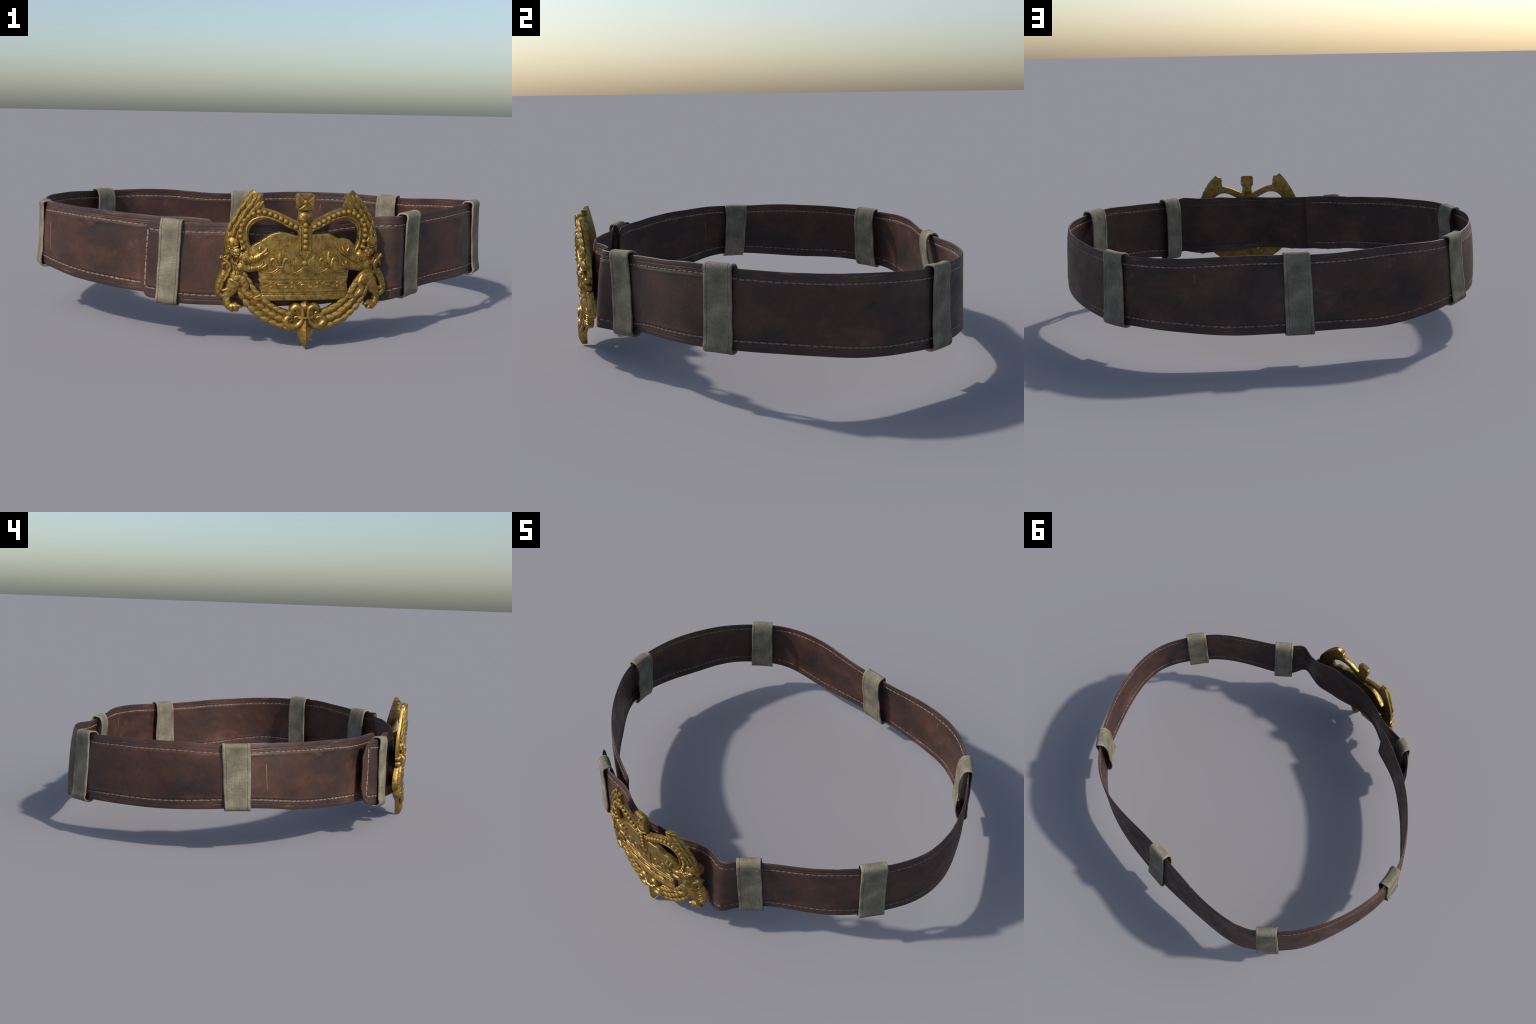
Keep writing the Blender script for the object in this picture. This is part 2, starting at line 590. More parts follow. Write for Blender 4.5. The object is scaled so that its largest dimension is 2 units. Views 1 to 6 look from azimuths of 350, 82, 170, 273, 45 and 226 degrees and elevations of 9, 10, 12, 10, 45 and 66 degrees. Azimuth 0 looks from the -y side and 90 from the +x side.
def build_loop(index, spec, parent):
    ta, tb, ba, bb = spec
    st_, sb_ = (s_of(ta) + s_of(tb)) / 2, (s_of(ba) + s_of(bb)) / 2
    wt, wb = s_of(tb) - s_of(ta), s_of(bb) - s_of(ba)
    sm = (st_ + sb_) / 2
    W = float(at(WID, sm)) / 2
    o = Vector(at(DMID, sm)); ex = Vector(at(TAN, sm)); ez = Vector(at(UPN, sm)); ey = -Vector(at(NOR, sm))
    rnd = random.Random(40 + index)
    j = lambda a: rnd.uniform(-a, a)
    he, hm = 0.0215, 0.0165
    inner_gap = 0.036 if index else 0.030      # the band hangs loose on the body side
    top, bot = W + (0.0080 if index < 6 else 0.0010), -W - 0.0085
    # closed loop path in (outward, height): outer face, top fold, loose inner face, bottom fold
    g = inner_gap
    path = [(hm, .03), (hm + .001 + j(.001), W * .55), (he - .002 + j(.0015), W - .026), (he + j(.001), W - .008), (he * .70, top - .002),
            (he * .1, top + j(.0008)), (-g * .34, top - .001), (-g * .62, W - .003 + j(.001)), (-g * .84 + j(.001), W - .026), (-g + j(.002), W * .5),
            (-g + .003 + j(.002), 0.0), (-g + .001 + j(.002), -W * .5), (-g * .84 + j(.001), -W + .026), (-g * .62, -W + .002), (-g * .34, bot + .001),
            (he * .1, bot + j(.0008)), (he * .70, bot + .003), (he + j(.001), -W + .008), (he - .002 + j(.0015), -W + .028), (hm + .001 + j(.001), -W * .55), (hm, -.03)]
    P = resample(catmull(path, 6, True), 110, True)
    n = len(P)
    d = np.roll(P, -1, 0) - np.roll(P, 1, 0)
    d /= np.linalg.norm(d, axis=1)[:, None]
    nrm = np.stack([d[:, 1], -d[:, 0]], 1)
    if (nrm[:, 0] * P[:, 0]).sum() < 0:
        nrm = -nrm
    th = 0.0078
    # section across the band: (share of half width, offset from mid thickness)
    hem = 0.0125
    hw0 = 0.053
    xs = [-1, -.985, -.955, -.90, 1 - 1 - (1 - hem / hw0 * 1.0), -.70, -.5, -.25, 0, .25, .5, .70, (1 - hem / hw0), .90, .955, .985, 1]
    xs = sorted(set(xs + [-(1 - hem / hw0) - .022, -(1 - hem / hw0) + .022, (1 - hem / hw0) - .022, (1 - hem / hw0) + .022]))
    def outer(u):
        a = abs(u)
        t = th / 2
        if a > .93:
            t *= math.sqrt(max(0.0, 1 - ((a - .93) / .07) ** 2)) * .8 + .2
        if a > 1 - hem / hw0:
            t += 0.0007
        if abs(a - (1 - hem / hw0)) < 0.01:
            t -= 0.0016
        return t
    sect = [(u, outer(u)) for u in xs] + [(u, -th / 2 * (1 if abs(u) < .95 else .3)) for u in reversed(xs)]
    verts, faces = [], []
    for i in range(n):
        yo, z = P[i]
        f = (z - bot) / (top - bot)
        xc = (sb_ + (st_ - sb_) * f) - sm
        hw = (wb + (wt - wb) * f) / 2
        for k, (u, off) in enumerate(sect):
            wob = 0.0016 * noise.noise(Vector((z * 22, u * 1.3 + index * 5, yo * 30)))
            lat = xc + u * hw + 0.0022 * noise.noise(Vector((z * 14, index * 3 + (u > 0) * 9, yo * 20))) * abs(u)
            q = P[i] + nrm[i] * (off + wob)
            # follow the bend of the strap
            follow = Vector(at(DMID, sm + lat)) - o
            bend = follow.dot(-ey) * 0.9
            verts.append((lat, -(q[0] + bend), q[1]))
    m = len(sect)
    for i in range(n):
        for k in range(m):
            a, b = i * m + k, i * m + (k + 1) % m
            c, e = ((i + 1) % n) * m + (k + 1) % m, ((i + 1) % n) * m + k
            faces.append((a, b, c, e))
    me = mesh_from("belt_loop", verts, faces, 45)
    ob = new_object("belt_loop", me, parent, [CANVAS])
    M = Matrix((ex, ey, ez)).transposed().to_4x4()
    M.translation = o
    ob.matrix_basis = M
    return ob


# --------------------------------------------------------------------- buckle
# Buckle drawing plane: a = mm right of the axis, b = mm above the ground, d = mm forward of the back.
def place(a, b, d):
    z = b / 1000
    x = a / 1000 + 0.017 - 0.022 * z
    return Vector((x, -0.794 + 0.57 * x * x - d / 1000, z))


def placed_mesh(name, pts, faces, angle=40):
    return mesh_from(name, [place(*p) for p in pts], faces, angle)


def mirror(pts):
    return [(-p[0],) + tuple(p[1:]) for p in pts]


DOME = [(-1, 0.0), (-1, .45), (-.93, .66), (-.78, .82), (-.5, .94), (-.2, 1.0), (.2, 1.0), (.5, .94), (.78, .82), (.93, .66), (1, .45), (1, 0.0)]
RIDGE = [(-1, 0.0), (-1, .35), (-.6, .62), (-.25, .88), (0, 1.0), (.25, .88), (.6, .62), (1, .35), (1, 0.0)]
FLATP = [(-1, 0.0), (-1, .75), (-.86, .95), (-.6, 1.0), (0, 1.0), (.6, 1.0), (.86, .95), (1, .75), (1, 0.0)]


def strip(path, widths, back, front, profile=DOME, closed=False, per=7, lump=0.0, seed=0, taper=True):
    """Raised band along a path; returns (points, faces) in drawing space."""
    w = widths if isinstance(widths, (list, tuple)) else [widths] * len(path)
    fr = front if isinstance(front, (list, tuple)) else [front] * len(path)
    c = catmull([(p[0], p[1], ww, f) for p, ww, f in zip(path, w, fr)], per, closed)
    n = len(c)
    if closed:
        d = np.roll(c[:, :2], -1, 0) - np.roll(c[:, :2], 1, 0)
    else:
        d = np.gradient(c[:, :2], axis=0)
    d /= np.maximum(np.linalg.norm(d, axis=1), 1e-6)[:, None]
    lat = np.stack([d[:, 1], -d[:, 0]], 1)
    rows = list(range(n))
    pts, faces = [], []
    m = len(profile)
    def ring(ctr, l, wd, f):
        for u, h in profile:
            q = ctr + l * u * wd
            dep = back + (f - back) * h
            if lump and h > .5:
                dep += lump * noise.noise(Vector((q[0] * .11, q[1] * .11, seed + .3)))
            pts.append((q[0], q[1], dep))
    start = []
    if not closed and taper:
        for k in (0.30, 0.75):
            start.append((c[0, :2] - d[0] * c[0, 2] * .75 * (1 - k), lat[0], c[0, 2] * math.sqrt(k), back + (c[0, 3] - back) * (.55 + .45 * k)))
    body = [(c[i, :2], lat[i], c[i, 2], c[i, 3]) for i in rows]
    end = []
    if not closed and taper:
        for k in (0.75, 0.30):
            end.append((c[-1, :2] + d[-1] * c[-1, 2] * .75 * (1 - k), lat[-1], c[-1, 2] * math.sqrt(k), back + (c[-1, 3] - back) * (.55 + .45 * k)))
    allr = start + body + end
    for r in allr:
        ring(*r)
    N = len(allr)
    for i in range(N if closed else N - 1):
        for k in range(m):
            a, b = i * m + k, i * m + (k + 1) % m
            i2 = (i + 1) % N
            faces.append((a, b, i2 * m + (k + 1) % m, i2 * m + k))
    if not closed:
        faces.append(tuple(range(m)))
        faces.append(tuple(range((N - 1) * m, N * m)))
    return pts, faces


def blob(a, b, d, ra, rb, rd, rot=0.0, seg=16, rings=10, lump=0.0, seed=0):
    """Ellipsoid in drawing space."""
    pts, faces = [], []
    ca, sa = math.cos(rot), math.sin(rot)
    for i in range(rings + 1):
        ph = math.pi * i / rings
        for j in range(seg):
            th = 2 * math.pi * j / seg
            x, y, z = ra * math.sin(ph) * math.cos(th), rb * math.sin(ph) * math.sin(th), rd * math.cos(ph)
            if lump:
                k = 1 + lump * noise.noise(Vector((x * .15 + seed, y * .15, z * .15)))
                x, y, z = x * k, y * k, z * k
            pts.append((a + x * ca - y * sa, b + x * sa + y * ca, d + z))
    for i in range(rings):
        for j in range(seg):
            p, q = i * seg + j, i * seg + (j + 1) % seg
            faces.append((p, q, q + seg, p + seg))
    return pts, faces


def join(parts):
    pts, faces = [], []
    for p, f in parts:
        o = len(pts)
        pts += p
        faces += [tuple(i + o for i in g) for g in f]
    return pts, faces


def plate(name, outline, back, front, bevel, holes=()):
    """Flat plate from an outline, chamfered edges, then bent to the buckle's curve."""
    cu = bpy.data.curves.new(name, 'CURVE')
    cu.dimensions = '2D'
    cu.fill_mode = 'BOTH'
    for o in (outline,) + tuple(holes):
        sp = cu.splines.new('POLY')
        sp.points.add(len(o) - 1)
        for p, q in zip(sp.points, o):
            p.co = (q[0], q[1], 0, 1)
        sp.use_cyclic_u = True
    cu.extrude = (front - back) / 2 - bevel
    cu.bevel_depth = bevel
    cu.bevel_resolution = 1
    cu.offset = -bevel
    ob = bpy.data.objects.new(name, cu)
    SCENE.collection.objects.link(ob)
    bpy.context.view_layer.update()
    dg = bpy.context.evaluated_depsgraph_get()
    me = bpy.data.meshes.new_from_object(ob.evaluated_get(dg))
    bpy.data.objects.remove(ob)
    bpy.data.curves.remove(cu)
    bm = bmesh.new()
    bm.from_mesh(me)
    bmesh.ops.remove_doubles(bm, verts=bm.verts, dist=0.01)
    bmesh.ops.triangulate(bm, faces=bm.faces)
    xs = [v.co.x for v in bm.verts]
    for x in np.arange(math.ceil(min(xs) / 14) * 14 + .37, max(xs), 14):
        g = bm.verts[:] + bm.edges[:] + bm.faces[:]
        bmesh.ops.bisect_plane(bm, geom=g, plane_co=(x, 0, 0), plane_no=(1, 0, 0), dist=0.001)
    for v in bm.verts:
        v.co = place(v.co.x, v.co.y, (front + back) / 2 + v.co.z)
    bmesh.ops.recalc_face_normals(bm, faces=bm.faces)
    bm.to_mesh(me)
    bm.free()
    me.name = name
    smooth_by_angle(me, 30)
    return me


def leaf_mesh():
    """Laurel leaf, 1 unit long from base to tip along z, dome with a mid rib, facing -y."""
    nu, nv = 11, 8
    verts, faces = [], []
    for i in range(nu):
        u = i / (nu - 1)
        w = 0.5 * math.sin(math.pi * min(1, (u * .93 + .07)) ** 0.85) ** 0.8 if 0 < u < 1 else (0.10 if u == 0 else 0.0)
        for k in range(nv + 1):
            v = -1 + 2 * k / nv
            rib = 0.10 * math.exp(-(v / .16) ** 2)
            h = (0.42 * (1 - abs(v) ** 2.4) + rib) * (w / .5) ** .7
            verts.append((v * w, -h * .5, u))
    for i in range(nu - 1):
        for k in range(nv):
            a = i * (nv + 1) + k
            faces.append((a, a + 1, a + nv + 2, a + nv + 1))
    me = bpy.data.meshes.new("leaf")
    me.from_pydata(verts, [], faces)
    bm = bmesh.new(); bm.from_mesh(me)
    ext = bmesh.ops.extrude_face_region(bm, geom=bm.faces[:])
    for g in ext["geom"]:
        if isinstance(g, bmesh.types.BMVert):
            g.co.y = 0.22
    bmesh.ops.remove_doubles(bm, verts=bm.verts, dist=1e-4)
    bmesh.ops.recalc_face_normals(bm, faces=bm.faces)
    bm.to_mesh(me); bm.free()
    smooth_by_angle(me, 50)
    me.materials.append(BRASS)
    return me


def bead_mesh():
    p, f = blob(0, 0, 0, 1, 1, 1, seg=18, rings=12)
    me = mesh_from("bead", p, f, 60)
    me.materials.append(BRASS_LIGHT)
    return me


def build_buckle(parent):
    B = empty("crown_buckle", (0.017, -0.794, 0), parent)
    keep = B.location.copy()

    def add(name, me, mat=BRASS):
        ob = new_object(name, me, B, [mat])
        ob.matrix_parent_inverse = Matrix.Translation(keep).inverted()
        return ob

    def add_shape(name, shape, mat=BRASS, angle=45):
        return add(name, placed_mesh(name, shape[0], shape[1], angle), mat)

    bead = bead_mesh()

    def add_bead(a, b, d, r, squash=1.0):
        ob = add("bead", bead)
        p = place(a, b, d)
        ob.matrix_basis = Matrix.Translation(p) @ Matrix.Diagonal((r / 1000, r / 1000 * squash, r / 1000, 1))
        return ob

    # ---- wreath: two mirrored bands of laurel leaves
    wc = [(-167, 572), (-200, 529), (-234, 478), (-258, 430), (-266, 377), (-262, 323), (-243, 270), (-216, 222),
          (-188, 182), (-149, 146), (-101, 119), (-50, 104), (-2, 98)]
    ww = [26, 28, 27, 26, 25, 25, 30, 34, 37, 38, 37.5, 36.5, 35]
    leaf = leaf_mesh()
    for side in (1, -1):
        pts = wc if side == 1 else mirror(wc)
        add_shape("wreath", strip(pts[:-1] if side == 1 else pts, ww[:-1] if side == 1 else ww, 1.0 + .35 * side, 22,
                                  lump=1.0, seed=side, taper=False))
        c = catmull([(p[0], p[1], w) for p, w in zip(pts, ww)], 12)[::-1]
        seg = np.concatenate([[0], np.cumsum(np.linalg.norm(np.diff(c[:, :2], axis=0), axis=1))])
        total = seg[-1]
        pos, row = 36.0, 0
        while pos < total - 48:
            lanes = (-0.66, 0.02, 0.70)
            for li, lane in enumerate(lanes):
                q = pos + (0, 12, 4)[li] + random.uniform(-2, 2)
                if q > total - 47:
                    continue
                a, b, w = [float(np.interp(q, seg, c[:, k])) for k in range(3)]
                if 318 < b < 408 and lane * side < .3:
                    continue            # hidden by the lion's head and mane
                a2, b2 = [float(np.interp(q + 5, seg, c[:, k])) for k in range(2)]
                dx, dy = (a2 - a) / 5, (b2 - b) / 5
                L = math.hypot(dx, dy); dx /= L; dy /= L
                lx, ly = dy, -dx
                ang = math.atan2(dx, dy) + lane * 0.16 + random.uniform(-.07, .07)
                ob = add("leaf", leaf)
                length = random.uniform(39, 45) / 1000
                wd = random.uniform(.68, .78) * w / 1000
                p = place(a + lx * lane * w * .92, b + ly * lane * w * .92, (14.5 if 300 < b < 412 else 19.5) if abs(lane) > .3 else 22)
                yaw = math.atan(2 * .57 * p.x)
                ob.matrix_basis = (Matrix.Translation(p) @ Matrix.Rotation(yaw, 4, 'Z') @ Matrix.Rotation(ang, 4, 'Y')
                                   @ Matrix.Rotation(lane * -0.38, 4, 'Z') @ Matrix.Rotation(0.18, 4, 'X')
                                   @ Matrix.Diagonal((wd, 0.026, length, 1)))
            pos += 27.5
            row += 1
        # notched crest of leaf tips at the top of the wreath
        sg = lambda p: p if side == 1 else mirror(p)
        for base, tip, w in (((-212, 520), (-194, 573), 13), ((-196, 520), (-158, 573), 12), ((-190, 510), (-148, 549), 12)):
            (a, b), (a2, b2) = sg([base, tip])
            L = math.hypot(a2 - a, b2 - b)
            ob = add("leaf", leaf)
            p = place(a, b, 21)
            ob.matrix_basis = (Matrix.Translation(p) @ Matrix.Rotation(math.atan(1.14 * p.x), 4, 'Z')
                               @ Matrix.Rotation(math.atan2(a2 - a, b2 - b), 4, 'Y') @ Matrix.Rotation(0.08, 4, 'X')
                               @ Matrix.Diagonal((w * 2 / 1000, 0.020, L / 1000, 1)))
        crest = sg([(-214, 553), (-196, 579), (-188, 580), (-176, 576), (-151, 574), (-154, 556), (-146, 524), (-170, 512), (-215, 500), (-232, 525)])
        add("wreath", plate("wreath", crest, 0.6 + .3 * side, 21, 2.5))

    # ---- beaded arches of the crown
    out = [(-24, 474), (-59, 490), (-94, 507), (-125, 517), (-148, 522), (-172, 521), (-198, 511), (-223, 491), (-239, 466),
           (-244, 431), (-239, 396), (-229, 369), (-207, 350)]
    inn = [(-188, 366), (-202, 397), (-205, 432), (-194, 457), (-172, 474), (-151, 481), (-120, 481), (-94, 471), (-68, 455),
           (-41, 442), (-20, 434)]
    rim = [(-22, 440), (-59, 456), (-99, 477), (-138, 489), (-168, 488), (-194, 476), (-210, 454), (-214, 432), (-211, 396), (-197, 366)]
    beads = [(-35, 455), (-59, 469), (-83, 482), (-108, 494), (-130, 503), (-150, 508), (-170, 508), (-195, 498), (-213, 484),
             (-227, 466), (-233, 444), (-235, 422), (-230, 400), (-223, 379), (-212, 360)]
    for side in (1, -1):
        sg = (lambda p: p) if side == 1 else mirror
        o = catmull(out, 4); i_ = catmull(inn, 4)
        ring = [tuple(q) for q in o] + [tuple(q) for q in i_]
        add("arch", plate("arch", sg(ring), 2.1 + .3 * side, 20.5, 2.0))
        add_shape("arch_rim", strip(sg(rim), 6.0, 12, 27.5))
        c = resample(catmull(beads, 8), 17)
        for k, (a, b) in enumerate(sg([tuple(q) for q in c])):
            add_bead(a, b, 23.5, 10.6 - 0.10 * k, 0.95)

    # ---- crown plate (cap and circlet in one casting)
    left = [(-3, 421), (-32, 423), (-68, 434), (-94, 437), (-125, 429), (-164, 402), (-194, 385), (-205, 361), (-218, 342), (-216, 312), (-190, 302),
            (-176, 298), (-173, 286), (-168, 268), (-172, 259), (-165, 248), (-169, 228), (-160, 216), (-167, 206), (-165, 184)]
    right = [(165, 184), (167, 206), (160, 216), (164, 232), (160, 248), (166, 268), (168, 286), (172, 298), (190, 303), (216, 314), (216, 342), (205, 361),
             (187, 388), (172, 405), (150, 412), (128, 410), (108, 422), (90, 430), (32, 428)]
    add("crown_plate", plate("crown_plate", left + right, 0.0, 25, 4.0))
    # circlet mouldings
    for nm, y0, y1, w, f in (("base_roll", 194, 195, 10.5, 28.2), ("moulding", 218, 219, 4.0, 26.8), ("moulding", 266, 266, 5.0, 27.0), ("moulding", 254, 254, 1.6, 26.3),
                             ("moulding", 208, 208, 2.0, 26.6)):
        x0 = 158 if nm == "base_roll" else 164
        n = 14
        pth = [(-x0 + 2 * x0 * k / n, y0 + (y1 - y0) * k / n) for k in range(n + 1)]
        add_shape(nm, strip(pth, w, 21, f, FLATP, per=2, lump=.35, seed=y0, taper=(nm == "base_roll")))
    # jewelled band: long ovals with pairs of pearls
    for cx_, ra in ((-91, 24), (-1, 28), (88, 24)):
        for q, nm, r, w, f in ((1, "jewel_frame", 1.0, 2.4, 27.8), (0, "jewel_frame", 0.70, 1.6, 27.0)):
            el = []
            for k in range(20):
                t = 2 * math.pi * k / 20
                ca, sa = math.cos(t), math.sin(t)
                el.append((cx_ + ra * r * math.copysign(abs(ca) ** .75, ca), 241 + 11.5 * r * math.copysign(abs(sa) ** .8, sa)))
            add_shape(nm, strip(el, w, 20, f, closed=True, per=2))
        add_shape("jewel", blob(cx_, 241, 24.4, ra * .58, 5.6, 2.6))
    for px in (-126, -49, 46, 123):
        for py in (248.5, 233.5):
            add_bead(px, py, 24.6, 5.6, .55)
    for px, sgn in ((-150, 1), (148, -1)):
        for dy in (9, -9):
            add_shape("chevron", strip([(px - sgn * 9, 241 + dy), (px + sgn * 10, 241)], 1.8, 20, 27.2))
    # scalloped garland under the ornaments
    gar = [(-171, 297), (-147, 287), (-125, 287), (-108, 297), (-94, 306), (-78, 294), (-50, 285), (-23, 294), (-2, 309)]
    gar2 = [(a, b - 7) for a, b in gar]
    for g, w, f in ((gar, 3.4, 27.8), (gar2, 2.0, 26.7)):
        add_shape("garland", strip(g, w, 18, f, per=5))
        add_shape("garland", strip([(-a - 3, b) for a, b in g], w, 18, f + .2, per=5))
    for cx_ in (-93, 90):
        # fleur ornament: centre petal, two curling side petals, collar
        add_shape("fleur_ornament", join([
            strip([(cx_, 312), (cx_ - .2, 330), (cx_, 350), (cx_, 371)], [6, 12.5, 12.5, 1.5], 18, [28, 30, 30, 26.5], RIDGE),
            strip([(cx_ - 8, 309), (cx_ - 15, 330), (cx_ - 24, 337), (cx_ - 33, 330), (cx_ - 35, 312)], [4.5, 7, 7.5, 6.5, 2.5], 18.2, 28.8),
            strip([(cx_ + 8, 309), (cx_ + 15, 330), (cx_ + 24, 337), (cx_ + 33, 330), (cx_ + 35, 312)], [4.5, 7, 7.5, 6.5, 2.5], 18.4, 28.8),
            strip([(cx_ - 13, 308), (cx_ + 13, 308)], 4.2, 18.6, 30)]))
    # cross patee in the middle
    c0 = (-2, 322)
    arm = [(6, -3), (37, -31), (37, 31), (6, 3)]
    for k in range(4):
        if k == 3:
            poly = [(6, -3), (24, -14), (24, 14), (6, 3)]
        else:
            poly = arm if k != 1 else [(6, -3), (46, -25), (46, 25), (6, 3)]
        ca, sa = math.cos(k * math.pi / 2), math.sin(k * math.pi / 2)
        pl = [(c0[0] + p[0] * ca - p[1] * sa, c0[1] + p[0] * sa + p[1] * ca) for p in poly]
        add("cross_arm", plate("cross_arm", pl, 20 + .2 * k, 29.6, 2.2))
    add_bead(c0[0], c0[1], 26, 11.5, .75)
    for k in (-1, 0, 1):
        add_shape("flute", strip([(c0[0] + k * 3, 332), (c0[0] + k * 14, 366)], [1.4, 3.0], 20, 31.0))
    # ---- pillar of pearls, orb and top cross
    add("pillar", plate("pillar", [(-26, 366), (24, 366), (26, 412), (27, 460), (-25, 460), (-26, 412)], 3.0, 27, 2.0))
    for a in (-19, 19):
        add_shape("pillar_rail", strip([(a, 369), (a + .5, 410), (a + 1, 455)], 4.4, 15, 31.5))
    for b in (381, 401, 421.5, 442, 462):
        add_bead(0, b, 27.5, 10.8, .9)
    add("neck_plate", plate("neck_plate", [(-26, 518), (28, 518), (27, 500), (30, 478), (38, 454), (-36, 454), (-28, 478), (-25, 500)], 2.6, 17, 2.5))
    add_shape("orb", join([blob(1, 487, 16, 29, 27, 17), blob(1, 487, 7, 26, 24, 5)]))
    add_shape("orb_band", strip([(-27, 483), (-12, 482.5), (1, 482), (14, 482.5), (29, 483)], 3.0, 12, [28, 33, 34.5, 33, 28]))
    for k in (-1, -.4, .4, 1):
        add_shape("orb_band", strip([(1 + k * 6, 486), (1 + k * 15, 498), (1 + k * 22, 506)], 2.0, 14, [34, 32.5, 27]))
    add_shape("orb_band", strip([(-6, 480), (1, 470), (8, 480)], 2.4, 14, [33, 31, 33]))
    sq = [(-34, 524), (-34, 570), (-25, 578), (27, 578), (36, 570), (36, 524), (27, 514), (-25, 514)]
    add("cross_plate", plate("cross_plate", sq, 1.7, 24, 3.0))
    for k in range(4):
        ca, sa = math.cos(k * math.pi / 2), math.sin(k * math.pi / 2)
        poly = [(6, 0), (31, -24), (32, 0), (31, 24)]
        pl = [(1 + (p[0] * ca - p[1] * sa) * 1.02, 546 + (p[0] * sa + p[1] * ca) * .96) for p in poly]
        add("cross_arm", plate("cross_arm", pl, 15 + .2 * k, 29.5, 3.0))
    add_bead(1, 546, 26, 8.6, .8)
    add_shape("cross_foot", strip([(-24, 520), (-10, 526), (1, 531), (12, 526), (26, 519)], [4, 6, 7, 6, 4], 14, 31))

    # ---- heraldic lions
    for side in (1, -1):
        sg = (lambda p: p) if side == 1 else mirror
        def bl(a, b, d, *r, **kw):
            return blob(a * side, b, d, *r, **{**kw, 'rot': kw.get('rot', 0) * side})
        e = .25 * (side + 1)
        L = empty("lion", place(-250 * side, 155, 0), B)
        L.parent = B
        L.matrix_parent_inverse = Matrix.Translation(keep).inverted()
        def add_l(name, shape, mat=BRASS, angle=50):
            me = placed_mesh(name, shape[0], shape[1], angle)
            ob = new_object(name, me, B, [mat])
            ob.matrix_parent_inverse = Matrix.Translation(keep).inverted()
            return ob
        bpy.data.objects.remove(L)
        add_l("lion_torso", join([
            strip(sg([(-224, 338), (-236, 312), (-245, 290), (-251, 266), (-258, 244)]), [33, 29, 23, 25, 27], 5.2 + e, [35, 37, 35, 37, 34], lump=4.0, seed=3),
            bl(-238, 308, 31, 15, 17, 9, lump=.3), bl(-252, 262, 31, 14, 16, 8, lump=.3)]
            + [strip(sg([(-262 + 7 * (k % 4) + 3 * (k // 4), 318 - 15 * (k // 4)), (-259 + 7 * (k % 4) + 2 * (k // 4), 311 - 15 * (k // 4)), (-257 + 7 * (k % 4) + 2 * (k // 4), 304 - 15 * (k // 4))]),
                     [2.6, 2.4, .8], 24, [38, 38, 35], RIDGE, per=3) for k in range(12)]))
        mane = []
        for k in range(22):
            t = 2.4 * k
            rr = 7 + 1.05 * k
            a0, b0 = -228 + rr * math.cos(t), 338 + rr * .74 * math.sin(t)
            out_a, out_b = math.cos(t) * .6 + .25, math.sin(t) * .6 - .75
            mane.append(strip(sg([(a0, b0 + 4), (a0 + out_a * 8 + 2 * math.sin(k), b0 + out_b * 8), (a0 + out_a * 17, b0 + out_b * 15)]), [5.5, 5.0, 1.2],
                              16, [39.5 - .12 * k, 40 - .14 * k, 35 - .1 * k], RIDGE, per=4))
        add_l("lion_mane", join(mane + [bl(-226, 340, 26, 31, 25, 12, lump=.2)]))
        head = [bl(-253, 361, 27, 22, 19, 13, lump=.15, seed=2),
                bl(-252, 353, 37.5, 9, 6, 5), bl(-257, 354, 38.5, 5.5, 5, 4), bl(-246, 354, 38.5, 5.5, 5, 4),
                bl(-252, 361, 39.5, 3.6, 7.5, 3.6), bl(-252, 356.5, 41.5, 4.2, 2.6, 2.4),
                bl(-262, 366, 38, 4.6, 3.2, 2.6, rot=.2), bl(-242, 366, 38, 4.6, 3.2, 2.6, rot=-.2),
                strip(sg([(-269, 370), (-262, 372), (-255, 369)]), 2.2, 26, 40), strip(sg([(-249, 369), (-242, 372), (-236, 369)]), 2.2, 26, 40),
                bl(-250, 345, 35, 8, 6, 5, lump=.3), bl(-231, 374, 30, 6, 8, 6, rot=-.5), bl(-274, 371, 30, 5, 7, 5, rot=.5)]
        for k in range(9):
            t = math.pi * (1.02 + .96 * k / 8)
            head.append(strip(sg([(-253 + 17 * math.cos(t), 360 + 14 * math.sin(t)), (-253 + 26 * math.cos(t), 358 + 22 * math.sin(t)), (-252 + 31 * math.cos(t + .15), 354 + 28 * math.sin(t))]),
                              [4.5, 4.2, 1.2], 14, [37, 36.5, 32], RIDGE, per=4))
        add_l("lion_head", join(head))
        crown = [bl(-263, 395, 21, 25, 24, 15, rot=.25),
                 strip(sg([(-283, 385), (-272, 378), (-258, 377), (-244, 384)]), 4.0, 12, [33, 36.5, 37.5, 34.5]),
                 strip(sg([(-285, 394), (-272, 388), (-257, 387), (-242, 395)]), 2.2, 14, [32.5, 36.5, 37.5, 34]),
                 strip(sg([(-276, 390), (-277, 402), (-270, 414)]), 2.4, 14, [36, 36, 30]),
                 strip(sg([(-263, 388), (-262, 404), (-261, 416)]), 2.6, 14, [38, 38, 31]),
                 strip(sg([(-250, 391), (-248, 403), (-253, 413)]), 2.4, 14, [36.5, 36, 30]),
                 bl(-262, 418, 24, 5, 5, 5), bl(-275, 419, 23, 4.5, 7, 5, rot=.3)]
        add_l("lion_crown", join(crown))
        add_l("lion_arm", join([
            strip(sg([(-222, 334), (-200, 336), (-184, 338), (-164, 350), (-152, 362)]), [22, 17, 14.5, 12.5, 12], 14 + e, [36, 36, 36, 35, 34], lump=2, seed=5),
            strip(sg([(-156, 357), (-147, 368), (-142, 380)]), [9, 8, 4], 16, [35, 35, 31]),
            strip(sg([(-153, 352), (-142, 358), (-134, 366)]), [8, 7, 3], 16.3, [34, 34, 30]),
            strip(sg([(-162, 362), (-168, 374), (-164, 382)]), [8, 7, 4], 16.6, [34, 34, 31])]
            + [strip(sg([(-196 + 9 * k, 331 + 3.4 * k), (-192 + 9 * k, 343 + 3.4 * k)]), 1.6, 20, 37.3) for k in range(5)]))
